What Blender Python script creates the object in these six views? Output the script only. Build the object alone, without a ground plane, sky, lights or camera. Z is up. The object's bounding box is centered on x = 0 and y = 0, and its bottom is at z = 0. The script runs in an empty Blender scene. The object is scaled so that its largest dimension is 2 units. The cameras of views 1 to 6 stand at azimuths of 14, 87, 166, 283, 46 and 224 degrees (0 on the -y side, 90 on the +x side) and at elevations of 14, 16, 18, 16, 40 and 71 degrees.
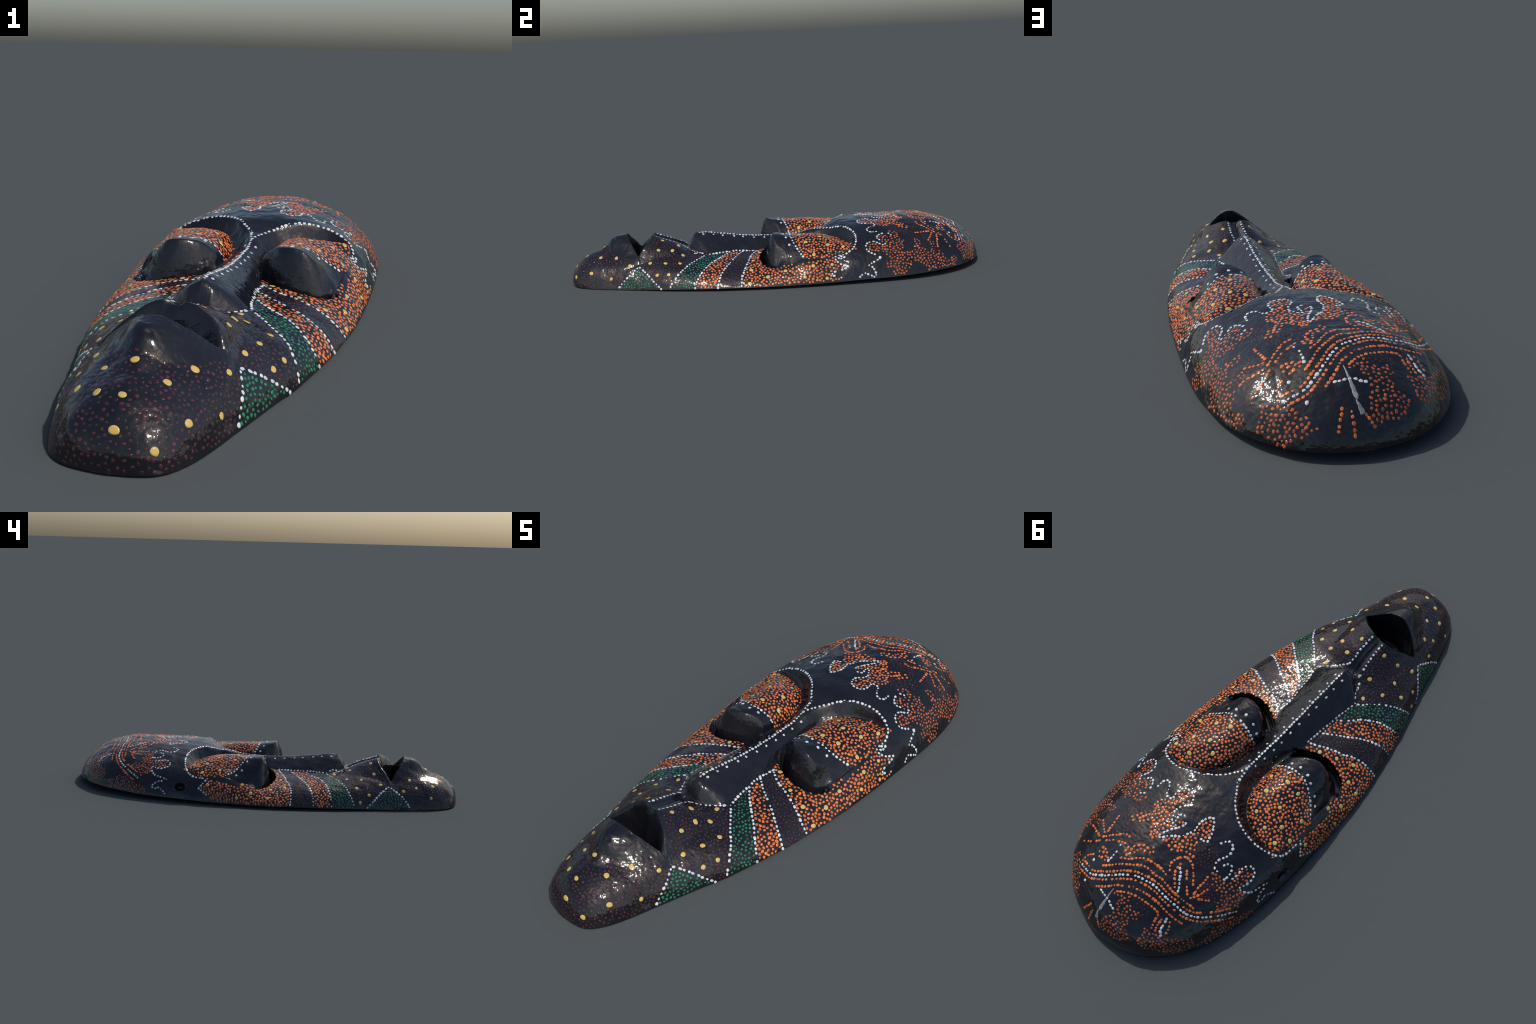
import numpy as np

# ---------------------------------------------------------------- helpers
def pchip(xs, ys):
    xs = np.asarray(xs, float); ys = np.asarray(ys, float)
    h = np.diff(xs); d = np.diff(ys) / h
    m = np.zeros_like(ys); m[0] = d[0]; m[-1] = d[-1]
    for i in range(1, len(xs) - 1):
        if d[i-1] * d[i] > 0:
            w1 = 2*h[i] + h[i-1]; w2 = h[i] + 2*h[i-1]
            m[i] = (w1 + w2) / (w1/d[i-1] + w2/d[i])
    def f(x):
        x = np.clip(np.asarray(x, float), xs[0], xs[-1])
        i = np.clip(np.searchsorted(xs, x) - 1, 0, len(xs) - 2)
        t = (x - xs[i]) / h[i]
        return ((2*t**3 - 3*t**2 + 1)*ys[i] + (t**3 - 2*t**2 + t)*h[i]*m[i]
                + (-2*t**3 + 3*t**2)*ys[i+1] + (t**3 - t**2)*h[i]*m[i+1])
    return f

def curve(pts):                      # table of (station, value) pairs
    return pchip([p[0] for p in pts], [p[1] for p in pts])

def sstep(a, b, x):
    t = np.clip((x - a) / (b - a), 0, 1)
    return t*t*(3 - 2*t)

def smin(a, b, k):
    h = np.clip(0.5 + 0.5*(b - a)/k, 0, 1)
    return b*(1 - h) + a*h - k*h*(1 - h)

def smax(a, b, k):
    return -smin(-a, -b, k)

def spline(ctrl, closed=False, step=0.006):
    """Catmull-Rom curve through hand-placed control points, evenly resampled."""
    P = np.asarray(ctrl, float)
    if closed:
        Q = np.vstack([P[-1], P, P[0], P[1]])
    else:
        Q = np.vstack([2*P[0] - P[1], P, 2*P[-1] - P[-2]])
    out = []
    for i in range(len(Q) - 3):
        p0, p1, p2, p3 = Q[i:i+4]
        t = np.linspace(0, 1, 12, endpoint=False)[:, None]
        out.append(0.5*((2*p1) + (-p0 + p2)*t + (2*p0 - 5*p1 + 4*p2 - p3)*t**2
                        + (-p0 + 3*p1 - 3*p2 + p3)*t**3))
    out.append(Q[-2][None])
    C = np.vstack(out)
    s = np.r_[0, np.cumsum(np.hypot(*np.diff(C, axis=0).T))]
    n = max(3, int(round(s[-1]/step)) + 1)
    t = np.linspace(0, s[-1], n)
    C = np.c_[np.interp(t, s, C[:, 0]), np.interp(t, s, C[:, 1])]
    return C[:-1] if closed else C

def dist_line(x, y, line):
    """distance to an open polyline"""
    d = np.full(x.shape, 9.0)
    for (x0, y0), (x1, y1) in zip(line[:-1], line[1:]):
        ex, ey = x1 - x0, y1 - y0
        t = np.clip(((x - x0)*ex + (y - y0)*ey)/(ex*ex + ey*ey + 1e-12), 0, 1)
        d = np.minimum(d, np.hypot(x - x0 - t*ex, y - y0 - t*ey))
    return d

def inside(x, y, poly):
    c = np.zeros(x.shape, bool)
    P = np.asarray(poly)
    for (x0, y0), (x1, y1) in zip(P, np.roll(P, -1, axis=0)):
        if y0 == y1:
            continue
        cr = ((y0 > y) != (y1 > y)) & (x < (x1 - x0)*(y - y0)/(y1 - y0) + x0)
        c ^= cr
    return c

def sdist(x, y, poly):
    """signed distance, positive inside a closed outline (only accurate near it)"""
    P = np.asarray(poly)
    x = np.asarray(x, float); y = np.asarray(y, float)
    r = np.full(x.shape, -0.2)
    m = ((x > P[:, 0].min() - .06) & (x < P[:, 0].max() + .06)
         & (y > P[:, 1].min() - .06) & (y < P[:, 1].max() + .06))
    d = dist_line(x[m], y[m], np.vstack([P, P[:1]]))
    r[m] = np.where(inside(x[m], y[m], P), d, -d)
    return r

# ------------------------------------------------------- the carved relief
# plan outline: right (+x) and left (-x) edge, centre line, rim height, along y
EDGE_R = curve([(-1.0, .040), (-.994, .085), (-.98, .128), (-.935, .167), (-.861, .198), (-.764, .226), (-.629, .268),
                (-.515, .306), (-.443, .323), (-.35, .344), (-.25, .361), (-.15, .373), (-.05, .381), (.07, .386),
                (.25, .388), (.42, .386), (.52, .381), (.61, .372), (.7, .354), (.777, .326), (.856, .280),
                (.916, .222), (.947, .182), (.978, .114), (.993, .056), (1.0, .006)])
EDGE_L = curve([(-1.0, .020), (-.995, -.025), (-.985, -.060), (-.959, -.096), (-.913, -.124), (-.84, -.153), (-.778, -.174),
                (-.648, -.212), (-.539, -.246), (-.447, -.277), (-.332, -.310), (-.212, -.337), (-.085, -.361), (.03, -.373),
                (.18, -.383), (.256, -.387), (.35, -.390), (.438, -.390), (.53, -.385), (.62, -.373), (.72, -.350),
                (.772, -.333), (.832, -.302), (.896, -.253), (.93, -.215), (.973, -.143), (.994, -.065), (1.0, -.004)])
MID = curve([(-1.0, .032), (-.8, .032), (-.6, .026), (-.4, .022), (-.1, .015), (.2, .010), (.5, .002), (1.0, .003)])
RIM = curve([(-1.0, .002), (-.9, .0), (-.75, .0), (-.6, .005), (-.4, .010), (-.2, .013), (0, .013), (.2, .015), (.37, .020), (.53, .022), (.69, .028), (.845, .031), (1.0, .028)])
# crest height of the face (without nose, lips, lids) and of the forehead dome
FACE = curve([(-1.0, .002), (-.995, .036), (-.985, .062), (-.965, .092), (-.925, .122), (-.863, .143), (-.8, .152),
              (-.7, .155), (-.6, .155), (-.5, .150), (-.42, .137), (-.3, .127), (-.1, .121), (0, .124), (.2, .135), (1.0, .14)])
HEAD = curve([(-1.0, .15), (.1, .155), (.2, .183), (.24, .193), (.272, .203), (.3, .212), (.326, .217), (.36, .221), (.45, .225),
              (.6, .2265), (.72, .222), (.815, .201), (.89, .170), (.945, .128), (.98, .080), (.995, .048), (1.0, .028)])
NOSE_TOP = curve([(-.5, .205), (-.375, .208), (-.34, .209), (-.28, .199), (-.2, .186), (-.1, .175), (0, .168), (.1, .172), (.18, .185), (.25, .198), (.4, .22)])
NOSE_HALF = curve([(-.5, .110), (-.35, .111), (-.24, .106), (-.17, .096), (-.1, .086), (-.04, .072), (.05, .052), (.12, .05), (.2, .05), (.4, .06)])
LID_TOP = curve([(-.2, .216), (-.035, .216), (0, .211), (.05, .206), (.12, .203), (.2, .194), (.26, .180), (.3, .166), (.34, .155)])
LID_IN = curve([(0, .50), (.04, .60), (.058, .68), (.078, .82), (.1, .92), (.13, .985), (.155, 1.0), (.4, 1.0)])

BROW_R = [(.016, .190), (.045, .241), (.07, .272), (.098, .301), (.128, .326), (.165, .345), (.2, .356), (.235, .359), (.27, .353), (.300, .336), (.316, .303), (.315, .266)]
BROW_L = [(.004, .190), (-.008, .232), (-.035, .270), (-.070, .310), (-.116, .340), (-.162, .356), (-.209, .359), (-.254, .352), (-.295, .335), (-.322, .305), (-.325, .268)]
LID_BACK_R = [(.066, .10), (.066, .153), (.077, .201), (.097, .244), (.128, .28), (.151, .302), (.18, .322), (.215, .337), (.263, .338), (.30, .318)]
LID_BACK_L = [(-.046, .10), (-.046, .16), (-.060, .215), (-.085, .262), (-.125, .300), (-.171, .320), (-.222, .330), (-.27, .332), (-.306, .315)]
SLIT_R = [(.080, -.030), (.106, -.052), (.146, -.073), (.193, -.080), (.245, -.074), (.284, -.052), (.303, -.020)]
SLIT_L = [(-.058, -.026), (-.099, -.058), (-.146, -.080), (-.188, -.086), (-.232, -.078), (-.267, -.060), (-.288, -.030)]
MOUTH_UP = [(.172, -.657), (.134, -.628), (.102, -.609), (.062, -.596), (.03, -.594), (.0, -.590), (-.04, -.600), (-.071, -.622), (-.097, -.645), (-.122, -.668)]
MOUTH_LOW = [(-.122, -.6685), (-.11, -.675), (-.082, -.690), (-.053, -.704), (-.022, -.716), (.012, -.722), (.048, -.716), (.086, -.703), (.126, -.682), (.150, -.670), (.172, -.6575)]
LIP_OUT = [(.19, -.663), (.158, -.716), (.128, -.768), (.088, -.802), (.036, -.816), (-.004, -.806), (-.042, -.782), (-.082, -.742), (-.116, -.702), (-.140, -.670)]

LIP_UP_Z = curve([(-.3, 0), (-.17, .0), (-.14, .10), (-.118, .123), (-.1, .141), (-.085, .157), (-.067, .174), (-.05, .188), (-.03, .201), (-.01, .208), (.011, .210), (.033, .211),
                  (.054, .212), (.077, .209), (.104, .198), (.13, .184), (.15, .167), (.17, .133), (.19, .105), (.22, 0), (.4, 0)])
LIP_LOW_Z = curve([(-.3, 0), (-.17, 0), (-.135, .10), (-.107, .124), (-.09, .143), (-.072, .161), (-.054, .178), (-.034, .193), (-.013, .207), (.009, .216), (.033, .218),
                   (.06, .211), (.083, .198), (.104, .182), (.124, .165), (.146, .146), (.17, .127), (.19, .105), (.22, 0), (.4, 0)])
TROUGH = curve([(0, .132), (.1, .135), (.15, .136), (.2, .143), (.25, .152), (.3, .158), (.34, .154), (.4, .15)])
LID_OUT = curve([(0, 1), (.17, 1), (.195, .97), (.225, .86), (.255, .69), (.285, .51), (.31, .37), (.36, .1)])

FULL = curve([(-1.0, 1.85), (-.9, 1.8), (-.75, 1.78), (-.65, 1.84), (-.45, 1.9), (-.1, 1.86), (.1, 1.72), (.25, 1.74), (.33, 2.1), (.40, 2.0), (.5, 1.84), (.7, 1.76), (.85, 1.62), (1.0, 1.65)])

def S_profile(a, n, k=.987):
    """half cross-section: an ellipse whose foot leans out instead of ending upright"""
    a = np.abs(a)
    return np.clip(1 - (k*a)**n, 0, 1)**(1/n) - (1 - k**n)**(1/n)*a**8

cv = {k: spline(v) for k, v in dict(browR=BROW_R, browL=BROW_L, backR=LID_BACK_R, backL=LID_BACK_L, slitR=SLIT_R, slitL=SLIT_L,
                                   up=MOUTH_UP, low=MOUTH_LOW, lip=LIP_OUT).items()}
mouth_poly = np.vstack([cv['up'], cv['low']])
lip_poly = np.vstack([spline(LIP_OUT), spline(MOUTH_UP[::-1])])
def socket_poly(side):
    """everything below the brow line: the eye socket with lid, trough and brow wall"""
    b = cv['brow'+side]; sg = 1 if side == 'R' else -1
    return np.vstack([b, [(sg*.33, .20), (sg*.33, .0), (sg*.2, -.03), (.012, -.03)]])
def lid_poly(side):
    sg = 1 if side == 'R' else -1
    out = [(.316, .25), (.318, .12), (.314, .05)] if side == 'R' else [(-.318, .25), (-.306, .12), (-.302, .05)]
    inn = [(.076, -.02), (.070, .05)] if side == 'R' else [(-.056, -.015), (-.050, .05)]
    return np.vstack([cv['back'+side], out, cv['slit'+side][::-1], inn])
def slit_front(side):
    return cv['slit'+side]

def relief(x, y):
    """height of the carved front at plan position (x, y)"""
    xc = MID(y)
    w = np.where(x > xc, EDGE_R(y) - xc, xc - EDGE_L(y))
    a = np.clip((x - xc)/np.maximum(w, 1e-4), -1, 1)
    S = S_profile(a, FULL(y) + sstep(xc, xc - .05, x)*(.16*sstep(-.55, -.2, y)*sstep(.36, .24, y) + .11*sstep(.36, .48, y)*sstep(.92, .78, y)))
    R = RIM(y)
    face = R + (FACE(y) - R)*S
    head = R + (HEAD(y) - R)*S
    dome = R + (.226 - R)*S
    aa = np.abs(a)
    # outside of the eyes the temple swells from cheek level to head level
    ramp = sstep(-.09, .17, y)
    z = face + (dome - face)*ramp*sstep(.60, .82, aa)
    z = z + (np.where(y > .15, head, z) - z)*sstep(.24, .34, y)*sstep(.60, .82, aa)
    # head dome behind the brow line, brow wall falling from the line to the back of the lid
    sock = np.maximum(sdist(x, y, socket_poly('R')), sdist(x, y, socket_poly('L')))
    back = np.minimum(dist_line(x, y, cv['backR']), dist_line(x, y, cv['backL']))
    up = sstep(.08, .2, y)
    t = np.clip(sock/(sock + back + 1e-6), 0, 1)
    t = np.where(sock > 0, np.clip(1.25*t, 0, 1), 0)
    wall = head + (np.minimum(TROUGH(y), head) - head)*(.35*t + .65*sstep(0, 1, t))
    edge_in = sstep(.60, .82, aa)*sstep(.36, .22, y)
    z = z + (wall - z)*up*(1 - edge_in)
    # nose: wedge with rounded crest
    dx = np.abs(x - (xc + .004))
    hw = NOSE_HALF(y)
    t = np.clip(dx/hw, 0, 1)
    fr = -.426 + 1.05*np.clip(dx - .03, 0, .2)**1.15          # foot of the nose front, bowed back to the wings
    front = np.clip((y - fr)/.046, 0, 1)
    front = 1 - (1 - front)**2.4
    prof = 1 - t**1.05 - .045*np.exp(-(dx/.011)**2)
    nose = z + (NOSE_TOP(y) - z)*np.clip(prof, 0, 1)
    z = np.where((t < 1) & (y < .26), z + (np.maximum(nose, z) - z)*front*sstep(.25, .17, y), z)
    # eyelids
    for side in 'RL':
        sd = sdist(x, y, lid_poly(side))
        lx = np.abs(x - .012) if side == 'R' else np.abs(x - .006)
        lid = (LID_TOP(y) - (.006 if side == 'R' else 0)*sstep(.0, .05, y))*LID_IN(lx)
        outer = LID_TOP(y)*LID_OUT(lx)
        outer = outer + (dome + .001 - outer)*sstep(.02, .16, y)
        lid = smin(lid, outer, .012)
        fd = dist_line(x, y, cv['slit'+side])
        fwall = np.clip((fd - .010)/.044, 0, 1)
        fwall = 1 - (1 - fwall)**1.75
        fwall = np.where(y > .06, 1, fwall)
        low = np.minimum(z, .060 + .025*sstep(.24, .31, np.abs(x)))
        lid = low + (lid - low)*fwall
        edge = sstep(-.001, .006, sd)
        z = np.where(sd > -.002, z + (lid - z)*edge, z)
        # dark slit under the lid
        gap = np.clip(1 - np.abs(fd - .004)/.010, 0, 1)
        e0, e1 = cv['slit'+side][0], cv['slit'+side][-1]
        taper = sstep(0, .035, np.minimum(np.hypot(x - e0[0], y - e0[1]), np.hypot(x - e1[0], y - e1[1])))
        z = np.maximum(z - .085*sstep(0, .6, gap)*taper*(y < .02), np.minimum(z, .012))
        # crease at the back of the lid
        z = z - .006*np.exp(-((dist_line(x, y, cv['back'+side]) - .003)/.005)**2)
    # upper lip swells towards the mouth edge
    du = dist_line(x, y, cv['up'])
    g = np.clip(1 - du/.172, 0, 1)**1.15
    uplip = z + np.maximum(LIP_UP_Z(x) - z, 0)*g
    md = sdist(x, y, mouth_poly)
    above = (y > np.interp(x, cv['up'][::-1, 0], cv['up'][::-1, 1])) & (y < -.38)
    z = np.where(above | (md > 0), uplip, z)
    # philtrum: shallow channel with a thin crease
    ph = sstep(-.425, -.45, y)*sstep(-.62, -.592, y)
    pc = .027 - .010*sstep(-.52, -.43, y)
    z = z - ph*(.011*np.exp(-((x - pc)/.021)**4) + .007*np.exp(-((x - pc + .006)/.0035)**2)*sstep(-.585, -.57, y))
    # lower lip: a plateau behind the mouth edge that sweeps down into the chin
    dl = dist_line(x, y, cv['low'])
    m = np.exp(-((x - .036)/.050)**2)
    g = sstep(.115 + .035*m, .002 + .042*m, dl)
    lip = z + np.maximum(LIP_LOW_Z(x) - .10*dl - z, 0)*g
    below = (y < np.interp(x, cv['low'][:, 0], cv['low'][:, 1])) | (md > -.004)
    z = np.where(below & (y > -.95), lip, z)
    z = z - .005*m*np.exp(-((dl - .098)/.010)**2)*(y < -.75)
    z = z - .006*np.exp(-((x - .04)/.010)**2 - ((y + .784)/.007)**2)      # knot in the lip
    # mouth opening: the upper lip rolls in slowly, the lower lip drops off
    roll = np.minimum(sstep(-.003, .070, np.where(md > 0, du, -du)), sstep(-.003, .014, np.where(md > 0, dl, -dl)))
    z = np.where(md > -.003, z + (.018 - z)*roll, z)
    return z
# ------------------------------------------------------------- blender side
import bpy, bmesh, math
from mathutils import Vector

NR, NC = 760, 300
v = np.linspace(-1, 1, NR)
rows = .55*v + .45*np.sin(v*np.pi/2)
c = np.linspace(-1, 1, NC)
cols = .5*c + .5*np.sin(c*np.pi/2)

def lump(x, y, z, f, seed):
    """cheap smooth lattice-free noise: a few fixed-phase sine waves"""
    r = np.random.default_rng(seed)
    s = np.zeros_like(x)
    for _ in range(14):
        d = r.normal(size=3); d /= np.linalg.norm(d)
        ph = r.uniform(0, 6.28); k = f*r.uniform(.6, 1.5)
        s += np.sin(k*(d[0]*x + d[1]*y + d[2]*z) + ph)
    return s/14**.5

def body_grid():
    Y, A = np.meshgrid(rows, cols, indexing='ij')
    xc = MID(Y)
    X = np.where(A > 0, xc + A*(EDGE_R(Y) - xc), xc + A*(xc - EDGE_L(Y)))
    Z = relief(X, Y)
    return X, Y, Z, A

def grid_normals(P):
    du = np.gradient(P, axis=0); dv = np.gradient(P, axis=1)
    n = np.cross(dv, du)
    n /= np.linalg.norm(n, axis=-1, keepdims=True) + 1e-12
    return n

X, Y, Z, A = body_grid()
P = np.stack([X, Y, Z], -1)
N = grid_normals(P)
fade = sstep(1.0, .97, np.abs(A))[..., None]*sstep(1.0, .985, np.abs(Y))[..., None]
bump = .0014*lump(X, Y, Z, 38, 1) + .0007*lump(X, Y, Z, 120, 2) + .00022*lump(X, Y, Z, 330, 3)
P = P + N*bump[..., None]*fade
# cord hole in the left temple
hy, hz = P[..., 1] - .347, P[..., 2] - .074
hole = np.exp(-((hy/.024)**2 + (hz/.015)**2)**2)*(P[..., 0] < -.25)
P = P - N*(.03*hole)[..., None]
P[..., 2] = np.maximum(P[..., 2], 0)
N = grid_normals(P)

def region_of(x, y):
    r = np.full(x.shape, 'cheek', dtype='<U12')
    r[y < -.655] = 'chin'
    r[(y > -.655) & (y < -.40) & (np.abs(x - MID(y)) < .17)] = 'upper_lip'
    browy = np.where(np.abs(x - .005) < .32, np.interp(x, np.r_[-.4, cv['browL'][::-1, 0][20:], cv['browR'][:-20, 0], .4],
                     np.r_[.33, cv['browL'][::-1, 1][20:], cv['browR'][:-20, 1], .33]), .33)
    r[y > browy] = 'forehead'
    sock = (sdist(x, y, socket_poly('R')) > 0) | (sdist(x, y, socket_poly('L')) > 0)
    r[sock & (y > .05)] = 'brow'
    dx = np.abs(x - MID(y) - .004)
    fr = -.426 + 1.05*np.clip(dx - .03, 0, .2)**1.15
    r[(dx < NOSE_HALF(y)) & (y > fr) & (y < .19)] = 'nose'
    for s in 'RL':
        r[sdist(x, y, lid_poly(s)) > 0] = 'eyelid'
    r[(sdist(x, y, lip_poly) > 0) & (y < -.655)] = 'lower_lip'
    r[sdist(x, y, mouth_poly) > 0] = 'mouth'
    return r
def new_mat(name):
    m = bpy.data.materials.new(name); m.use_nodes = True
    nt = m.node_tree; b = nt.nodes['Principled BSDF']
    return m, nt, b

def lacquer(name, dark, light, rough=.035, bump=.30):
    m, nt, b = new_mat(name)
    tc = nt.nodes.new('ShaderNodeTexCoord')
    n1 = nt.nodes.new('ShaderNodeTexNoise'); n1.inputs['Scale'].default_value = 9; n1.inputs['Detail'].default_value = 6
    nt.links.new(tc.outputs['Object'], n1.inputs['Vector'])
    cr = nt.nodes.new('ShaderNodeValToRGB')
    cr.color_ramp.elements[0].position = .35; cr.color_ramp.elements[0].color = (*dark, 1)
    cr.color_ramp.elements[1].position = .7; cr.color_ramp.elements[1].color = (*light, 1)
    nt.links.new(n1.outputs['Fac'], cr.inputs['Fac'])
    nt.links.new(cr.outputs['Color'], b.inputs['Base Color'])
    n2 = nt.nodes.new('ShaderNodeTexNoise'); n2.inputs['Scale'].default_value = 60; n2.inputs['Detail'].default_value = 3
    nt.links.new(tc.outputs['Object'], n2.inputs['Vector'])
    bp = nt.nodes.new('ShaderNodeBump'); bp.inputs['Strength'].default_value = bump; bp.inputs['Distance'].default_value = .006
    nt.links.new(n2.outputs['Fac'], bp.inputs['Height'])
    nt.links.new(bp.outputs['Normal'], b.inputs['Normal'])
    b.inputs['Roughness'].default_value = rough
    return m

MAT_BASE = lacquer('black_lacquer', (.006, .0065, .009), (.012, .0125, .017))

root = bpy.data.objects.new('painted_mask', None)
bpy.context.scene.collection.objects.link(root)
root['label'] = 'carved wooden face mask painted with coloured dots'
root['category'] = 'wooden mask'

def add_obj(name, mesh, mat, parent=root):
    o = bpy.data.objects.new(name, mesh)
    bpy.context.scene.collection.objects.link(o)
    o.parent = parent
    if mat and not mesh.materials:
        mesh.materials.append(mat)
    return o

# split the one smooth carved surface into named parts
idx = np.arange(NR*NC).reshape(NR, NC)
quads = np.stack([idx[:-1, :-1], idx[:-1, 1:], idx[1:, 1:], idx[1:, :-1]], -1).reshape(-1, 4)
VP = P.reshape(-1, 3); VN = N.reshape(-1, 3)
cent = np.stack([X, Y], -1).reshape(-1, 2)[quads].mean(1)
reg = region_of(cent[:, 0], cent[:, 1])
parts = {}
def make_part(name, sel, mat):
    q = quads[sel]
    if len(q) == 0: return
    used, inv = np.unique(q, return_inverse=True)
    me = bpy.data.meshes.new(name)
    me.from_pydata(VP[used].tolist(), [], inv.reshape(-1, 4).tolist())
    me.polygons.foreach_set('use_smooth', [True]*len(me.polygons))
    me.normals_split_custom_set_from_vertices(VN[used].tolist())
    me.update()
    o = add_obj(name, me, mat)
    parts[name] = o
    return o
for nm in ('forehead', 'brow', 'nose', 'upper_lip', 'lower_lip', 'mouth', 'chin'):
    make_part(nm, reg == nm, MAT_BASE)
for nm in ('cheek', 'eyelid'):
    for right in (True, False):
        make_part(nm, (reg == nm) & ((cent[:, 0] > .012) == right), MAT_BASE)
# back
BC = 40
bc = np.linspace(-1, 1, BC)
brow_i = np.arange(0, NR, 4); brow_i[-1] = NR - 1
yb, ab = np.meshgrid(rows, bc, indexing='ij')
xcb = MID(yb)
xb = np.where(ab > 0, xcb + ab*(EDGE_R(yb) - xcb), xcb + ab*(xcb - EDGE_L(yb)))
zb = RIM(yb) + .010*(1 - ab**2)*sstep(1, .9, np.abs(yb))
ib = np.arange(NR*BC).reshape(NR, BC)
qb = np.stack([ib[:-1, :-1], ib[1:, :-1], ib[1:, 1:], ib[:-1, 1:]], -1).reshape(-1, 4)
me = bpy.data.meshes.new('back'); me.from_pydata(np.stack([xb, yb, zb], -1).reshape(-1, 3).tolist(), [], qb.tolist()); me.update()
add_obj('back', me, MAT_BASE)
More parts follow.
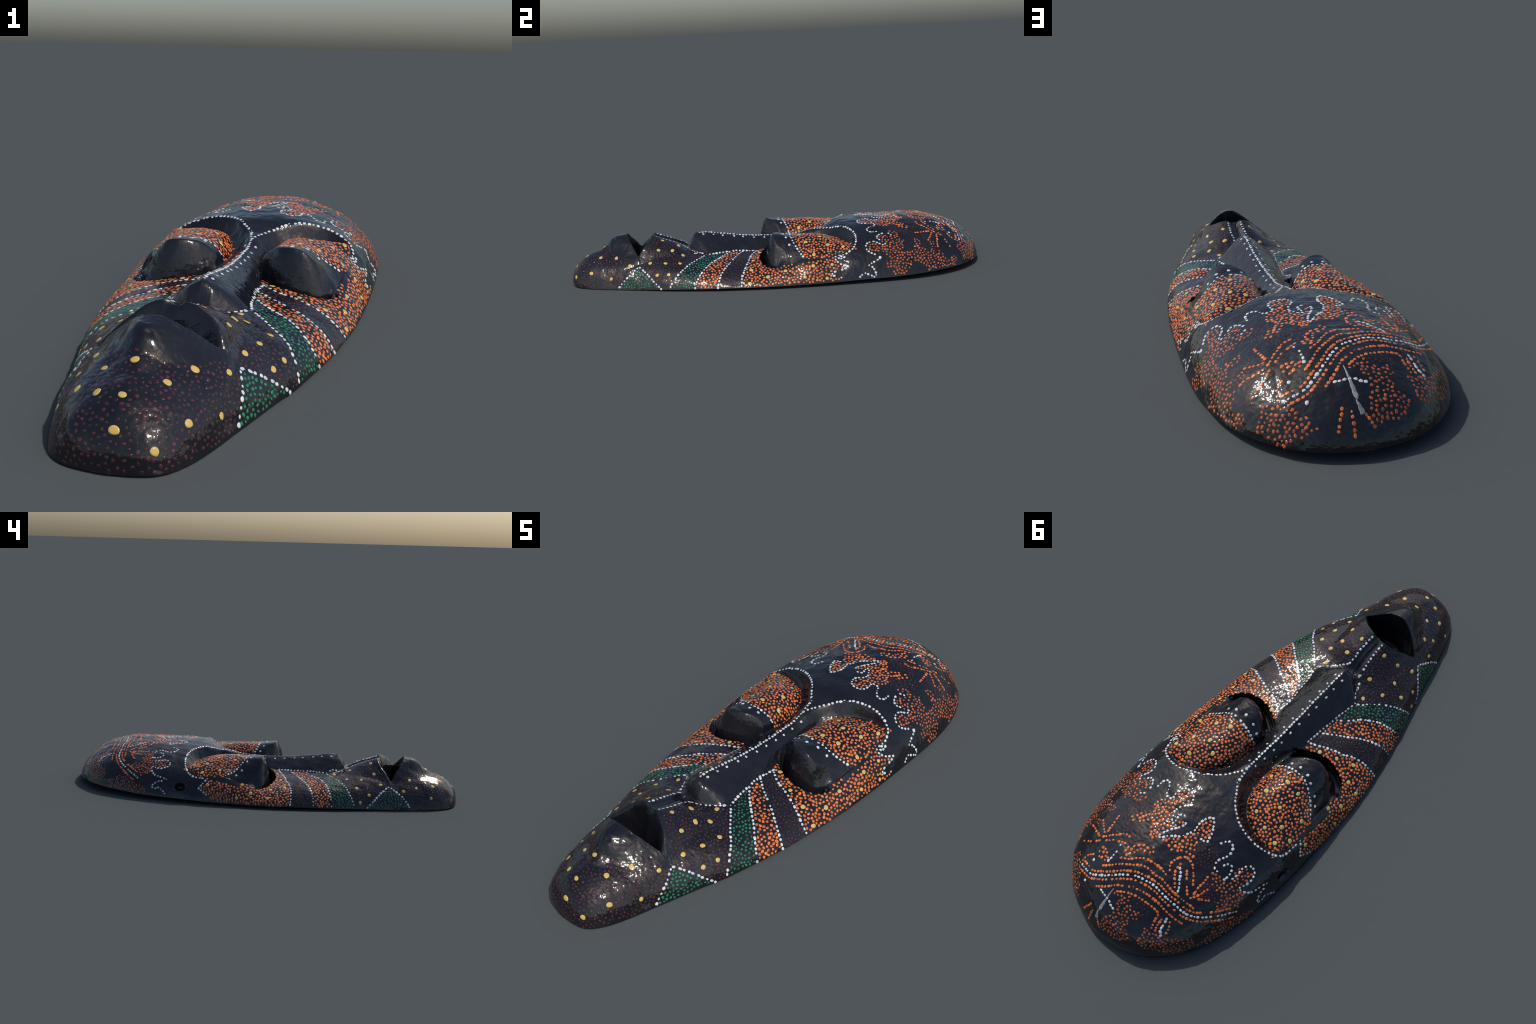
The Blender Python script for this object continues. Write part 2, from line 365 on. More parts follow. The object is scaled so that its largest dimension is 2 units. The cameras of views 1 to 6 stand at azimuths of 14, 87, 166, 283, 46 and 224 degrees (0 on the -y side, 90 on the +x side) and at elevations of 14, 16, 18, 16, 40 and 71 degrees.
# ------------------------------------------------------------ the dot painting
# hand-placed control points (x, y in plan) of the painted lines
WHITE_LINES = {
 'leaf_outline': [(.196, .465), (.197, .443), (.191, .426), (.174, .423), (.154, .444), (.142, .465), (.123, .467), (.113, .458), (.118, .440), (.116, .412),
   (.103, .397), (.082, .393), (.062, .398), (.049, .416), (.048, .435), (.061, .455), (.070, .476), (.065, .498), (.050, .518), (.036, .524), (.041, .502),
   (.042, .483), (.030, .476), (.012, .484), (.002, .498), (.013, .527), (.027, .550), (.037, .575), (.040, .597), (.027, .591), (.013, .569), (-.011, .549),
   (-.027, .522), (-.039, .490), (-.034, .468), (-.033, .439), (-.042, .415), (-.054, .406), (-.074, .423), (-.089, .445), (-.097, .464), (-.101, .485), (-.079, .493)],
 'left_outline': [(-.140, .451), (-.150, .432), (-.164, .421), (-.184, .430), (-.192, .451), (-.186, .475), (-.178, .496), (-.180, .516), (-.191, .530),
   (-.203, .531), (-.206, .513), (-.208, .489), (-.227, .479), (-.239, .495), (-.244, .518), (-.238, .533), (-.253, .523), (-.261, .502), (-.261, .476),
   (-.258, .453), (-.263, .438), (-.271, .428), (-.282, .425), (-.295, .429), (-.303, .440), (-.308, .460), (-.306, .485), (-.298, .509)],
 'left_outline_b': [(-.292, .513), (-.314, .511), (-.336, .488), (-.342, .464), (-.346, .440), (-.351, .420)],
 'left_outline_c': [(-.356, .441), (-.358, .458), (-.364, .479), (-.371, .489), (-.376, .474), (-.374, .453), (-.379, .433), (-.385, .418)],
 'left_temple': [(-.324, .214), (-.351, .238), (-.361, .249), (-.368, .222), (-.373, .206), (-.377, .197)],
 'right_outline': [(.228, .528), (.211, .516), (.211, .500), (.216, .479), (.231, .460), (.247, .458), (.258, .469), (.269, .478), (.282, .490), (.284, .472),
   (.274, .454), (.269, .439), (.270, .421), (.278, .406), (.290, .397), (.304, .396), (.314, .400), (.321, .413), (.328, .424), (.328, .447),
   (.338, .452), (.346, .441), (.351, .429), (.356, .413), (.362, .396)],
 'right_outline_b': [(.365, .410), (.371, .418), (.377, .423), (.381, .425)],
 'right_outline_c': [(.384, .349), (.382, .356), (.379, .366), (.378, .377), (.380, .389), (.382, .403), (.384, .416)],
 'right_temple': [(.326, .265), (.318, .252), (.325, .245), (.333, .251), (.343, .262), (.352, .278), (.356, .292), (.362, .299), (.364, .280), (.366, .250), (.368, .237), (.372, .225)],
 'right_temple_b': [(.376, .217), (.376, .229), (.377, .243), (.381, .262), (.384, .280)],
 'brow_right': BROW_R + [(.326, .290), (.329, .275)],
 'brow_left': BROW_L + [(-.326, .240)],
 'band_a_right': [(.143, -.342), (.180, -.378), (.222, -.419), (.259, -.453), (.285, -.486), (.302, -.515)],
 'band_b_right': [(.122, -.232), (.167, -.273), (.224, -.317), (.277, -.360), (.309, -.386), (.331, -.402)],
 'band_c_right': [(.115, -.169), (.162, -.200), (.222, -.230), (.280, -.263), (.321, -.285), (.352, -.298)],
 'band_d_right': [(.124, -.109), (.167, -.131), (.237, -.151), (.288, -.168), (.334, -.185), (.363, -.190)],
 'band_a_left': [(-.080, -.344), (-.104, -.360), (-.118, -.378), (-.141, -.406), (-.163, -.429), (-.182, -.444), (-.203, -.463), (-.226, -.484), (-.249, -.509)],
 'band_b_left': [(-.080, -.242), (-.105, -.266), (-.125, -.288), (-.146, -.316), (-.176, -.342), (-.204, -.364), (-.231, -.378), (-.262, -.395), (-.285, -.405)],
 'band_c_left': [(-.079, -.163), (-.105, -.182), (-.131, -.204), (-.160, -.224), (-.185, -.248), (-.217, -.271), (-.248, -.291), (-.282, -.309), (-.308, -.318)],
 'band_d_left': [(-.074, -.098), (-.100, -.111), (-.130, -.128), (-.162, -.145), (-.196, -.158), (-.218, -.175), (-.249, -.190), (-.274, -.199), (-.306, -.205), (-.332, -.208)],
 'nose_side_right': [(.117, -.102), (.112, -.166), (.122, -.238), (.132, -.300), (.143, -.342)],
 'nose_side_left': [(-.063, -.093), (-.066, -.124), (-.068, -.163), (-.072, -.201), (-.074, -.248), (-.078, -.286), (-.082, -.341)],
 'nose_foot_right': [(.143, -.346), (.131, -.366), (.109, -.392), (.078, -.423), (.056, -.444)],
 'nose_foot_left': [(-.080, -.348), (-.058, -.374), (-.046, -.400), (-.028, -.432), (-.018, -.444)],
 'philtrum_right': [(.052, -.580), (.052, -.549), (.054, -.526), (.055, -.506), (.051, -.486), (.051, -.465), (.052, -.440)],
 'philtrum_left': [(.000, -.580), (.000, -.551), (-.003, -.525), (-.005, -.502), (-.010, -.481), (-.012, -.460), (-.016, -.438)],
 'chin_wedge_right': [(.226, -.770), (.222, -.727), (.215, -.696), (.202, -.662), (.224, -.637), (.251, -.610), (.276, -.581), (.291, -.560)],
 'chin_wedge_left': [(-.172, -.775), (-.163, -.743), (-.152, -.698), (-.143, -.668), (-.160, -.650), (-.190, -.622), (-.213, -.600), (-.240, -.565)],
 'lid_line_right': [(.300, .103), (.245, .070), (.197, .054), (.155, .056), (.116, .061), (.080, .070)],
 'lid_line_left': [(-.057, .072), (-.106, .055), (-.151, .049), (-.189, .053), (-.228, .072), (-.263, .097), (-.294, .129)],
 'nose_ridge': [(.010, .175), (.016, .10), (.018, 0), (.022, -.1), (.025, -.2), (.027, -.3), (.027, -.372)],
 'leg_a': [(-.103, .621), (-.118, .631), (-.132, .652), (-.150, .670), (-.157, .683)],
 'leg_b': [(.119, .715), (.110, .740), (.108, .766), (.109, .788)],
 'leg_c': [(-.196, .779), (-.200, .794), (-.203, .812), (-.207, .824), (-.218, .836)],
 'leg_d': [(.054, .878), (.034, .881), (.019, .881), (-.002, .885), (-.014, .890), (-.028, .893)],
 'spine': [(.189, .865), (.157, .868), (.124, .865), (.094, .845), (.063, .820), (.033, .789), (.004, .766), (-.019, .751), (-.051, .740), (-.085, .730),
   (-.121, .729), (-.155, .728), (-.193, .723), (-.225, .720), (-.260, .702), (-.290, .670), (-.320, .625), (-.345, .575)],
}
ORANGE_LINES = {
 'head': [(.178, .811), (.196, .827), (.199, .853), (.192, .867)],
 'flank_a': [(.112, .814), (.084, .787), (.062, .764), (.032, .740), (.004, .716), (-.027, .703), (-.056, .703), (-.085, .695), (-.117, .697), (-.159, .696), (-.196, .691), (-.235, .685)],
 'flank_b': [(.079, .748), (.056, .733), (.031, .706), (.007, .686), (-.021, .677), (-.054, .672), (-.084, .673)],
 'flank_c': [(.078, .883), (.046, .858), (.017, .826), (-.014, .804), (-.036, .789), (-.067, .776), (-.108, .766), (-.134, .763), (-.169, .762), (-.203, .761), (-.243, .752)],
 'flank_d': [(.000, .841), (-.025, .821), (-.059, .804), (-.099, .793), (-.130, .788), (-.163, .789), (-.170, .815), (-.178, .841)],
 'leg_a': [(-.094, .609), (-.099, .637), (-.114, .657), (-.139, .681)],
 'leg_b': [(-.114, .576), (-.093, .577), (-.076, .595), (-.067, .619), (-.070, .638), (-.086, .657), (-.088, .677)],
 'leg_c': [(-.126, .608), (-.151, .632), (-.172, .653), (-.188, .665)],
 'leg_d': [(-.125, .579), (-.149, .598), (-.173, .622), (-.187, .636)],
 'claw_a': [(-.195, .569), (-.199, .587), (-.199, .616), (-.203, .648)],
 'claw_b': [(-.225, .599), (-.217, .640), (-.206, .666)],
 'claw_c': [(-.257, .624), (-.230, .647), (-.210, .665)],
 'fore_a': [(.199, .742), (.181, .721), (.157, .697), (.139, .677), (.118, .673)],
 'fore_b': [(.178, .744), (.152, .722), (.127, .708), (.111, .700)],
 'star_a': [(.214, .645), (.206, .686), (.199, .713)],
 'star_b': [(.207, .726), (.239, .709), (.262, .693)],
 'star_c': [(.200, .744), (.220, .748), (.261, .739), (.277, .739)],
 'star_d': [(.199, .760), (.217, .779), (.240, .792), (.255, .801)],
 'hind_a': [(-.185, .793), (-.187, .818), (-.193, .838)],
 'hind_b': [(-.212, .778), (-.222, .795), (-.227, .816)],
 'drip_a': [(.051, .940), (.062, .956), (.072, .972)],
 'drip_b': [(.031, .950), (.031, .968), (.032, .985)],
 'drip_c': [(-.004, .960), (-.023, .978)],
}
ORANGE_BLOBS = [
 [(.155, .508), (.137, .488), (.111, .468), (.108, .442), (.111, .417), (.095, .403), (.069, .401), (.052, .420), (.065, .452), (.078, .476), (.071, .500),
  (.050, .526), (.029, .513), (.018, .487), (.006, .498), (.027, .542), (.042, .571), (.040, .601), (.051, .619), (.075, .612), (.093, .590), (.094, .568),
  (.109, .590), (.141, .611), (.166, .626), (.189, .615), (.185, .596), (.152, .575), (.123, .556), (.128, .538), (.146, .523)],
 [(.021, .589), (-.015, .553), (-.036, .516), (-.046, .483), (-.037, .454), (-.042, .422), (-.062, .420), (-.089, .453), (-.090, .482), (-.076, .504),
  (-.081, .530), (-.110, .551), (-.104, .573), (-.075, .566), (-.050, .585), (-.036, .607), (-.019, .602), (-.005, .586), (.017, .600)],
 [(.092, .702), (.071, .671), (.042, .647), (.016, .629), (.004, .640), (.009, .663), (.034, .676), (.057, .698), (.072, .727), (.088, .727)],
 [(.172, .771), (.150, .760), (.138, .770), (.108, .773), (.109, .802), (.139, .806), (.165, .800)],
 [(.008, .848), (-.023, .819), (-.055, .822), (-.079, .839), (-.114, .838), (-.127, .858), (-.102, .869), (-.112, .904), (-.077, .931), (-.018, .940), (-.034, .907), (-.044, .878)],
 [(.184, .525), (.193, .556), (.217, .560), (.242, .558), (.266, .584), (.280, .575), (.299, .570), (.312, .557), (.315, .589), (.305, .616), (.273, .628),
  (.256, .625), (.249, .643), (.273, .657), (.293, .642), (.300, .666), (.301, .688), (.287, .701), (.260, .695), (.261, .721), (.280, .719), (.298, .705),
  (.301, .723), (.290, .746), (.298, .763), (.309, .766), (.306, .787), (.279, .817), (.287, .825), (.304, .813), (.303, .827), (.321, .796), (.340, .745),
  (.355, .703), (.359, .676), (.351, .675), (.349, .641), (.343, .629), (.346, .603), (.365, .583), (.374, .562), (.378, .539), (.379, .507), (.375, .501),
  (.370, .528), (.363, .514), (.365, .482), (.352, .482), (.343, .503), (.326, .481), (.312, .465), (.295, .469), (.286, .500), (.271, .487), (.242, .467),
  (.228, .473), (.224, .497), (.230, .521)],
 [(.286, .407), (.278, .434), (.283, .459), (.300, .462), (.315, .452), (.319, .429), (.314, .411)],
 [(.209, .892), (.182, .908), (.135, .927), (.157, .935), (.188, .918), (.205, .931), (.220, .918), (.220, .907)],
 [(-.216, .577), (-.223, .544), (-.249, .527), (-.268, .509), (-.290, .516), (-.312, .516), (-.332, .516), (-.327, .540), (-.342, .557), (-.314, .590), (-.294, .628), (-.282, .625), (-.279, .580), (-.248, .577)],
 [(-.264, .514), (-.251, .492), (-.253, .458), (-.276, .438), (-.301, .441), (-.307, .465), (-.299, .494)],
 [(-.330, .744), (-.334, .704), (-.325, .677), (-.338, .642), (-.354, .605), (-.364, .572), (-.377, .522), (-.386, .516), (-.380, .559), (-.368, .639), (-.357, .696), (-.345, .731)],
 [(-.196, .548), (-.212, .535), (-.240, .535), (-.267, .511), (-.290, .506), (-.314, .529), (-.297, .556), (-.257, .581), (-.215, .570)],
 [(-.02, .93), (-.11, .91), (-.14, .93), (-.10, .965), (-.02, .975)],
 [(.20, .86), (.24, .84), (.26, .87), (.22, .92), (.16, .95), (.12, .955), (.15, .92)],
 [(-.16, .86), (-.24, .83), (-.30, .76), (-.33, .76), (-.29, .84), (-.22, .90), (-.17, .92)],
]
YELLOW = [(-.036, -.560), (-.093, -.585), (-.144, -.624), (-.134, -.527), (-.055, -.458), (-.135, -.454), (-.090, -.385), (-.190, -.512), (-.202, -.576),
 (-.235, -.538), (-.087, -.762), (-.110, -.799), (-.037, -.832), (-.075, -.877), (-.140, -.739), (-.120, -.874),
 (.082, -.550), (.089, -.476), (.128, -.394), (.141, -.504), (.159, -.454), (.147, -.568), (.221, -.468), (.212, -.536), (.196, -.609), (.268, -.522),
 (.255, -.576), (.187, -.705), (.134, -.771), (.103, -.848), (.030, -.836), (.039, -.920), (.160, -.890), (.201, -.796), (.122, -.970), (.045, -.975), (-.018, -.911),
 (.176, .099), (.233, .123), (.195, .193), (.148, .223), (.219, .284), (.259, .223), (.288, .290), (.303, .152), (.346, .229), (.345, .142),
 (.372, .100), (.338, .015), (.346, -.067), (.300, -.140), (.225, -.126), (.139, -.090), (.362, -.152), (.380, .200),
 (-.075, .123), (-.143, .103), (-.108, .183), (-.202, .106), (-.192, .194), (-.137, .265), (-.281, .165), (-.203, .286), (-.249, .239), (-.272, .300),
 (-.303, .249), (-.347, .208), (-.125, -.098), (-.190, -.129), (-.253, -.162), (-.287, -.098), (-.309, .041), (-.333, -.008), (-.335, -.093), (-.362, .055)]
LOOSE_WHITE = [(-.178, .030), (-.207, .042), (-.246, .059), (-.272, .081), (.121, .029), (.092, .041), (.167, .024), (.213, .033), (.246, .045), (-.137, .027), (-.101, .037),
               (.162, .825), (.134, .898)]

rng = np.random.default_rng(11)

def at_surface(x, y):
    """point and unit normal of the carved surface at plan positions"""
    x = np.atleast_1d(np.asarray(x, float)); y = np.atleast_1d(np.asarray(y, float))
    xc = MID(y)
    a = np.clip(np.where(x > xc, (x - xc)/(EDGE_R(y) - xc), (x - xc)/(xc - EDGE_L(y))), -.999, .999)
    fr_ = np.interp(y, rows, np.arange(NR)); fc = np.interp(a, cols, np.arange(NC))
    i = np.clip(fr_.astype(int), 0, NR - 2); j = np.clip(fc.astype(int), 0, NC - 2)
    u = (fr_ - i)[:, None]; w = (fc - j)[:, None]
    def mix(G):
        return G[i, j]*(1-u)*(1-w) + G[i+1, j]*u*(1-w) + G[i, j+1]*(1-u)*w + G[i+1, j+1]*u*w
    n = mix(N); n /= np.linalg.norm(n, axis=1, keepdims=True)
    return mix(P), n

class Dots:
    """collects paint dots of one colour: centre, normal, two half axes"""
    def __init__(self):
        self.c, self.n, self.t, self.ra, self.rb, self.h = [], [], [], [], [], []
    def add(self, c, n, t, ra, rb, h):
        t = t - n*np.dot(t, n)
        l = np.linalg.norm(t)
        if l < 1e-6:
            t = np.cross(n, (1, 0, 0)); l = np.linalg.norm(t)
        self.c.append(c); self.n.append(n); self.t.append(t/l); self.ra.append(ra); self.rb.append(rb); self.h.append(h)
    def mesh(self, name, seg=9, rough=.10):
        c, n, t = np.array(self.c), np.array(self.n), np.array(self.t)
        b = np.cross(n, t)
        ra, rb, h = (np.array(k)[:, None] for k in (self.ra, self.rb, self.h))
        ang = np.arange(seg)*2*np.pi/seg
        k = len(c)
        wob = 1 + rough*np.random.default_rng(5).normal(size=(k, seg))
        rings = []
        for rad, hh in ((1.0, -.9), (.93, .45), (.62, .88)):
            rings.append(c[:, None] + (t[:, None]*(np.cos(ang)*wob)[..., None]*ra[..., None] + b[:, None]*(np.sin(ang)*wob)[..., None]*rb[..., None])*rad
                         + n[:, None]*(h*hh)[..., None])
        top = (c + n*h)[:, None]
        V = np.concatenate(rings + [top], 1)
        m = 3*seg + 1
        F = []
        for r in range(2):
            for s in range(seg):
                F.append((r*seg + s, r*seg + (s+1) % seg, (r+1)*seg + (s+1) % seg, (r+1)*seg + s))
        T = [(2*seg + s, 2*seg + (s+1) % seg, 3*seg) for s in range(seg)]
        faces = []
        Fq = np.array(F); Tq = np.array(T)
        off = (np.arange(k)*m)
        quadsf = (Fq[None] + off[:, None, None]).reshape(-1, 4).tolist()
        trisf = (Tq[None] + off[:, None, None]).reshape(-1, 3).tolist()
        me = bpy.data.meshes.new(name)
        me.from_pydata(V.reshape(-1, 3).tolist(), [], quadsf + trisf)
        me.polygons.foreach_set('use_smooth', [True]*len(me.polygons))
        me.update()
        return me

taken = {}
CELL = .02
def key(p):
    return (int(math.floor(p[0]/CELL)), int(math.floor(p[1]/CELL)), int(math.floor(p[2]/CELL)))
def free(p, r):
    kx, ky, kz = key(p)
    for i in (kx-1, kx, kx+1):
        for j in (ky-1, ky, ky+1):
            for k in (kz-1, kz, kz+1):
                for q, rq in taken.get((i, j, k), ()):
                    d0 = p[0]-q[0]; d1 = p[1]-q[1]; d2 = p[2]-q[2]
                    if d0*d0 + d1*d1 + d2*d2 < (r + rq)**2:
                        return False
    return True
def claim(p, r):
    taken.setdefault(key(p), []).append((p, r))

white, orange, rust, green, maroon, grey = (Dots() for _ in range(6))
yellow_spots = []

def line_dots(ctrl, dots, r, gap, always=True, h=.0008, jitter=.12):
    L = spline(ctrl, step=.002)
    Q, Nn = at_surface(L[:, 0], L[:, 1])
    s = np.r_[0, np.cumsum(np.linalg.norm(np.diff(Q, axis=0), axis=1))]
    n = max(2, int(round(s[-1]/gap)) + 1)
    st = np.linspace(0, s[-1], n) + rng.normal(0, gap*.07, n)
    for v_ in np.clip(st, 0, s[-1]):
        i = int(np.clip(np.searchsorted(s, v_), 1, len(s) - 1))
        p, nn = Q[i], Nn[i]
        if p[2] < .007:
            continue
        if not always and not free(p, r*.75):
            continue
        if always and not free(p, r*.35):
            continue
        t = Q[i] - Q[i-1]
        f = 1 + rng.normal(0, jitter)
        claim(p, r*.95)
        dots.add(p + rng.normal(0, r*.08, 3), nn, t, r*f*rng.uniform(1.0, 1.25), r*f*rng.uniform(.85, 1.0), h)

for y_xy in YELLOW:
    p, nn = at_surface(*y_xy); p, nn = p[0], nn[0]
    claim(p, .0095); yellow_spots.append((p, nn))
for q in LOOSE_WHITE:
    p, nn = at_surface(*q); r = .0068
    claim(p[0], r); white.add(p[0], nn[0], rng.normal(size=3), r, r*.9, .0015)
for k in range(11):                                  # loose dots beside the nose ridge
    yy = .14 - .05*k + rng.normal(0, .004)
    for sgn in (-1, 1):
        xx = float(MID(yy)) + .004 + sgn*(.017 + .003*rng.random())
        p, nn = at_surface(xx, yy); claim(p[0], .0055)
        white.add(p[0], nn[0], np.array((0, 1., 0)), .0058*rng.uniform(.8, 1.1), .0050, .0013)
for nm, ctrl in WHITE_LINES.items():
    tight = nm in ('leaf_outline', 'nose_ridge', 'spine') or nm.startswith('leg')
    line_dots(ctrl, white, .0053, .0152 if tight else .0168, always=not nm.startswith('nose_foot'))
# rows of orange dots hugging the lizard's white spine
sp = spline(WHITE_LINES['spine'], step=.01)
tan = np.gradient(sp, axis=0); tan /= np.linalg.norm(tan, axis=1, keepdims=True)
for off in (-.0145, .0145):
    ORANGE_LINES['spine%+d' % (1 if off > 0 else -1)] = (sp + np.c_[-tan[:, 1], tan[:, 0]]*off)[::3].tolist()
for nm, ctrl in ORANGE_LINES.items():
    line_dots(ctrl, orange, .0054, .0142, always=False)
# two grey scrapes on the back of the head
for (x0, y0), (x1, y1), rw in (((.016, .850), (.010, .925), .0075), ((.012, .935), (.003, .958), .0085)):
    p, nn = at_surface((x0+x1)/2, (y0+y1)/2)
    p0, _ = at_surface(x0, y0); p1, _ = at_surface(x1, y1)
    L_ = np.linalg.norm(p1[0] - p0[0])
    for k in range(9):
        f = (k + .5)/9
        pp, n2 = at_surface(x0 + (x1-x0)*f, y0 + (y1-y0)*f)
        claim(pp[0], rw*f); grey.add(pp[0], n2[0], p1[0] - p0[0], L_/9*1.7, rw*(.25 + .75*f), .0005)

# ---- fill zones
def y_on(line, x):
    q = np.array(line); o = np.argsort(q[:, 0])
    xs, ys = q[o, 0], q[o, 1]
    yv = np.interp(x, xs, ys)
    lo, hi = x < xs[0], x > xs[-1]
    yv = np.where(lo, ys[0] + (x - xs[0])*(ys[1]-ys[0])/(xs[1]-xs[0]), yv)
    return np.where(hi, ys[-1] + (x - xs[-1])*(ys[-1]-ys[-2])/(xs[-1]-xs[-2]), yv)

WEDGE = {1: [(.232, -.80), (.222, -.727), (.213, -.694), (.203, -.662), (.224, -.637), (.251, -.610), (.276, -.581), (.31, -.54), (.31, -.80)],
         -1: [(-.18, -.80), (-.163, -.743), (-.152, -.698), (-.143, -.668), (-.160, -.650), (-.190, -.622), (-.213, -.600), (-.26, -.55), (-.26, -.80)]}
TEMPLE = {1: [(.0, .36), (.30, .36), (.322, .30), (.330, .27), (.318, .252), (.325, .245), (.343, .262), (.356, .288), (.366, .250), (.374, .222), (.381, .26), (.40, .29)],
          -1: [(-.0, .36), (-.30, .36), (-.318, .30), (-.322, .214), (-.350, .232), (-.361, .245), (-.368, .222), (-.378, .195), (-.40, .18)]}
FADED = [(-.14, .52, .045), (.10, .655, .035), (.145, .64, .035), (.20, .60, .03), (.17, .555, .03), (-.10, .82, .035), (-.24, .61, .035), (.23, .70, .03), (.29, .70, .03)]

def zone_of(x, y):
    """0 bare, 1 orange, 2 rust orange, 3 green, 4 maroon"""
    out = np.zeros(x.shape, int)
    reg_ = region_of(x, y)
    side = np.where(x > MID(y), 1, -1)
    for sg, tag in ((1, 'right'), (-1, 'left')):
        m = side == sg
        xx, yy = x[m], y[m]
        a_, b_, c_, d_ = (y_on(WHITE_LINES['band_%s_%s' % (k, tag)], xx) for k in 'abcd')
        top = np.interp(xx*sg, [p[0]*sg for p in TEMPLE[sg]], [p[1] for p in TEMPLE[sg]])
        o = np.zeros(xx.shape, int)
        o[yy < a_] = 4
        o[(yy > a_) & (yy < b_)] = 3
        o[(yy > b_) & (yy < c_)] = 1
        o[(yy > c_) & (yy < d_)] = 4
        o[(yy > d_) & (yy < top)] = 1
        o[inside(xx, yy, WEDGE[sg])] = 3
        out[m] = o
    out[np.isin(reg_, ['nose', 'mouth', 'lower_lip', 'brow', 'forehead'])] = 0
    dlow = dist_line(x, y, cv['low'])
    out[(dlow < .030 + .045*np.exp(-((x - .036)/.06)**2)) & (y < -.65)] = 0
    out[(dist_line(x, y, cv['up']) < .012)] = 0
    out[(np.abs(x - .5*(.027 + .02)) < .03) & (y > -.60) & (y < -.42)] = 0
    for s, tag in (('R', 'right'), ('L', 'left')):
        fd = dist_line(x, y, cv['slit'+s])
        sd = sdist(x, y, lid_poly(s))
        lw = y_on(WHITE_LINES['lid_line_'+tag], x)
        out[(sd > -.004) & (y < lw)] = 0
        out[(sd > .003) & (y > lw + .004)] = 1
        out[fd < .016] = 0
    # bare wood on the nose and in the trough beside it
    nl = np.interp(-y, [-p[1] for p in WHITE_LINES['nose_side_left']], [p[0] for p in WHITE_LINES['nose_side_left']])
    nr = np.interp(-y, [-p[1] for p in WHITE_LINES['nose_side_right']], [p[0] for p in WHITE_LINES['nose_side_right']])
    out[(x > nl) & (x < nr) & (y > -.345) & (y < -.09)] = 0
    lids = (sdist(x, y, lid_poly('R')) > 0) | (sdist(x, y, lid_poly('L')) > 0)
    out[(np.abs(x - .014) < .088) & (y > -.095) & (y < .3) & ~lids] = 0
    fh = reg_ == 'forehead'
    for k, poly in enumerate(ORANGE_BLOBS):
        out[fh & inside(x, y, poly)] = 1 if k < 4 else 2      # the leaf shapes are fresher than the undergrowth
    for cx, cy, r in FADED:
        out[fh & (out == 0) & (np.hypot(x - cx, y - cy) < r)] = 4
    return out

# area-uniform candidates over the carved surface
e1 = P[1:, :-1] - P[:-1, :-1]; e2 = P[:-1, 1:] - P[:-1, :-1]
area = np.linalg.norm(np.cross(e1, e2), axis=-1).ravel()
M = 260000
pick = rng.choice(len(area), size=M, p=area/area.sum())
pi, pj = np.divmod(pick, NC - 1)
uu, ww = rng.random(M)[:, None], rng.random(M)[:, None]
def mixc(G):
    return G[pi, pj]*(1-uu)*(1-ww) + G[pi+1, pj]*uu*(1-ww) + G[pi, pj+1]*(1-uu)*ww + G[pi+1, pj+1]*uu*ww
CP, CN = mixc(P), mixc(N)
CN /= np.linalg.norm(CN, axis=1, keepdims=True)
CX, CY = mixc(np.stack([X, Y], -1)).T
zone = zone_of(CX, CY)
CA = np.abs(mixc(A[..., None])[:, 0])
zone[CA > .992] = 0
SPEC = {1: (orange, .0053, .0061, .0007), 2: (rust, .0047, .0059, .0006), 3: (green, .0041, .0056, .0006), 4: (maroon, .0036, .0058, .0004)}
for i in np.nonzero(zone)[0]:
    zn = zone[i]
    dots, r, sp_, hh_ = SPEC[zn]
    p, n = CP[i], CN[i]
    if p[2] < .008 or not free(p, sp_):
        continue
    claim(p, sp_)
    down = np.array((-n[0]*n[2], -n[1]*n[2], 1 - n[2]**2))
    steep = float(np.clip((.62 - n[2])/.4, 0, 1))
    if p[0] < 0 and steep > 0 and zn != 4:
        t, el = down, 1.1 + .95*steep          # dots drawn out downslope on the left flank, copying the scan's texture stretch
    else:
        t, el = rng.normal(size=3), rng.uniform(1.0, 1.4)
    f = float(np.clip(1 + rng.normal(0, .13), .7, 1.3))
    dots.add(p, n, t, r*f*el**.6, r*f*el**-.4, hh_)

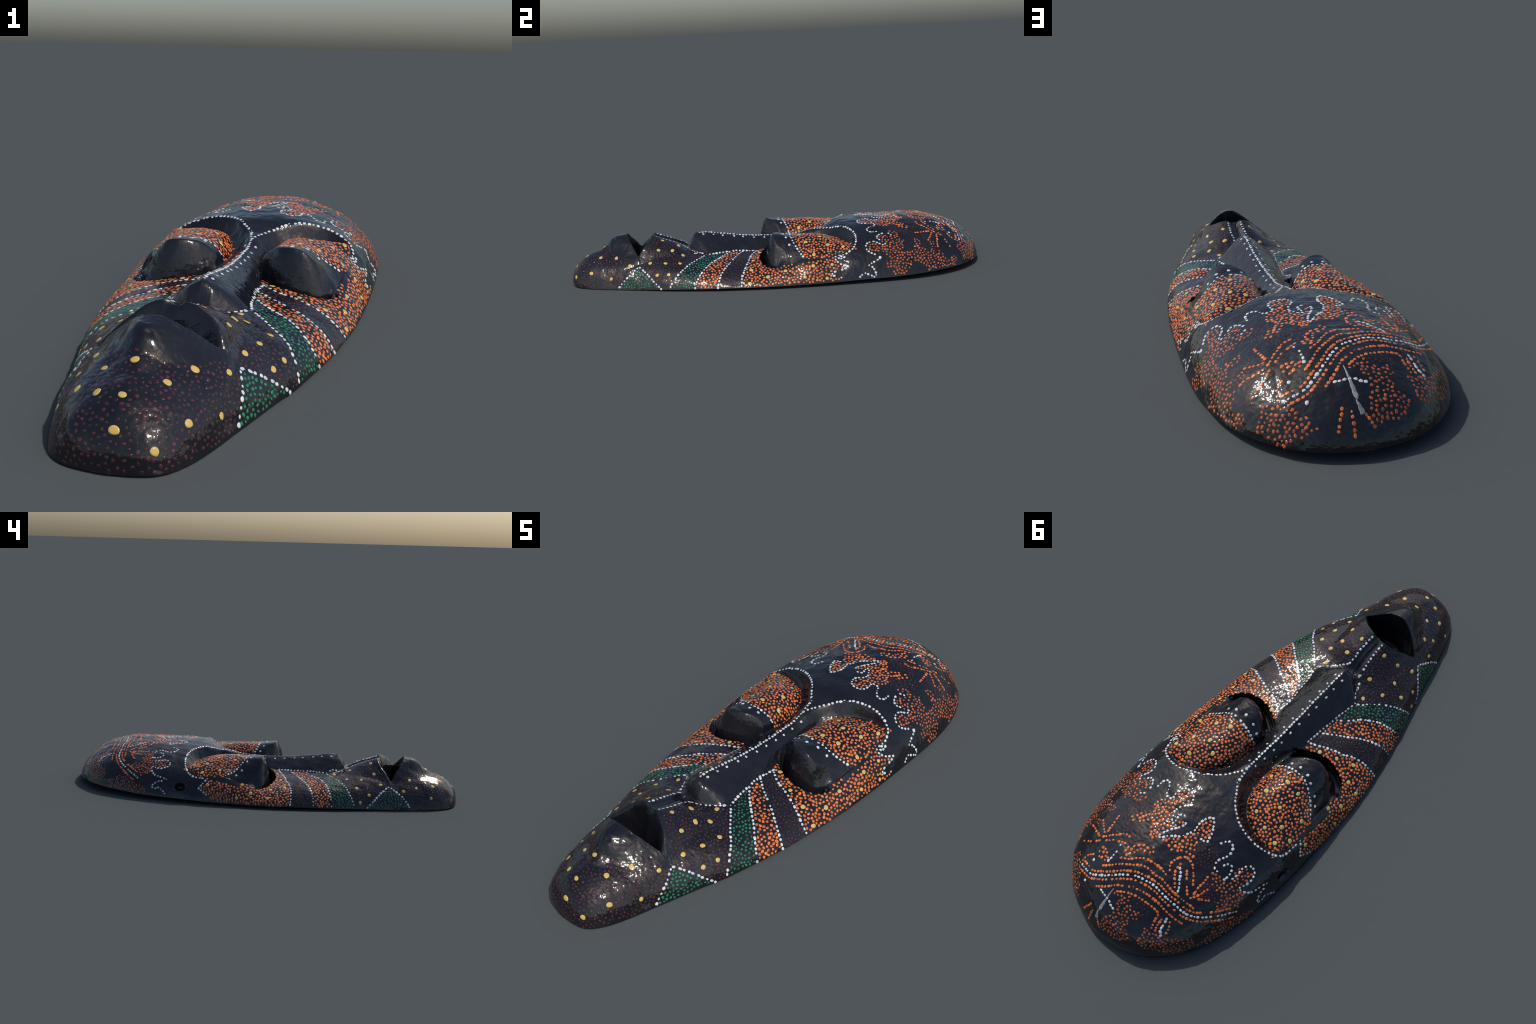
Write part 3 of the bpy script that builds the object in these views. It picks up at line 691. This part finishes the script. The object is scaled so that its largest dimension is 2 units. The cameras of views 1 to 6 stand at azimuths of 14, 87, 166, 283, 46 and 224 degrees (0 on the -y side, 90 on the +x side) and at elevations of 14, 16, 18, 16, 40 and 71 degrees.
def paint(name, cols3, rough=.09, spread=None):
    m, nt, b = new_mat(name)
    g = nt.nodes.new('ShaderNodeNewGeometry')
    cr = nt.nodes.new('ShaderNodeValToRGB')
    el = cr.color_ramp.elements
    el[0].position = 0; el[0].color = (*cols3[0], 1)
    el[1].position = 1; el[1].color = (*cols3[-1], 1)
    for k, c_ in enumerate(cols3[1:-1]):
        e = el.new((k + 1)/(len(cols3) - 1)); e.color = (*c_, 1)
    nt.links.new(g.outputs['Random Per Island'], cr.inputs['Fac'])
    tc = nt.nodes.new('ShaderNodeTexCoord')
    nz = nt.nodes.new('ShaderNodeTexNoise'); nz.inputs['Scale'].default_value = 160; nz.inputs['Detail'].default_value = 3
    nt.links.new(tc.outputs['Object'], nz.inputs['Vector'])
    mp = nt.nodes.new('ShaderNodeMapRange'); mp.inputs['To Min'].default_value = .72; mp.inputs['To Max'].default_value = 1.18
    nt.links.new(nz.outputs['Fac'], mp.inputs['Value'])
    mx = nt.nodes.new('ShaderNodeMix'); mx.data_type = 'RGBA'; mx.blend_type = 'MULTIPLY'; mx.inputs['Factor'].default_value = 1
    nt.links.new(cr.outputs['Color'], mx.inputs['A']); nt.links.new(mp.outputs['Result'], mx.inputs['B'])
    nt.links.new(mx.outputs['Result'], b.inputs['Base Color'])
    b.inputs['Roughness'].default_value = rough
    return m

MAT_ORANGE = paint('orange_paint', [(.47, .098, .022), (.62, .145, .030), (.70, .180, .042)])
MAT_RUST = paint('rust_orange_paint', [(.26, .055, .018), (.40, .086, .023), (.54, .122, .030)])
MAT_WHITE = paint('white_paint', [(.42, .45, .49), (.54, .57, .60), (.64, .65, .64)])
MAT_YELLOW = paint('yellow_paint', [(.45, .30, .075), (.53, .36, .10), (.58, .40, .12)])
MAT_GREEN = paint('green_paint', [(.008, .11, .050), (.012, .15, .070), (.016, .19, .090)])
MAT_MAROON = paint('maroon_paint', [(.036, .010, .013), (.060, .014, .019), (.095, .020, .026)])
MAT_GREY = paint('scraped_grey', [(.20, .20, .21), (.26, .26, .27)], rough=.4)
for nm, d, mt in (('white_dots', white, MAT_WHITE), ('orange_dots', orange, MAT_ORANGE), ('rust_orange_dots', rust, MAT_RUST),
                  ('green_dots', green, MAT_GREEN), ('maroon_dots', maroon, MAT_MAROON), ('grey_scrape', grey, MAT_GREY)):
    o = add_obj(nm, d.mesh(nm), mt)
    o['kind'] = 'stuff'
    print(nm, len(d.c))

# the large yellow spots, one object each, sharing one mesh
one = Dots(); one.add(np.zeros(3), np.array((0, 0, 1.)), np.array((1., 0, 0)), 1, 1, .12)
spot_mesh = one.mesh('yellow_spot', seg=14, rough=.035)
spot_mesh.materials.append(MAT_YELLOW)
for p, nn in yellow_spots:
    o = bpy.data.objects.new('yellow_spot', spot_mesh)
    bpy.context.scene.collection.objects.link(o); o.parent = root
    o.location = p.tolist()
    q = Vector(nn.tolist()).to_track_quat('Z', 'Y').to_matrix().to_4x4()
    from mathutils import Matrix
    a = rng.uniform(0, 6.28); r = .0088*rng.uniform(.88, 1.15); e = rng.uniform(1.0, 1.22)
    o.matrix_world = Matrix.Translation(p.tolist()) @ q @ Matrix.Rotation(a, 4, 'Z') @ Matrix.Diagonal((r*e, r/e**.5, r, 1))
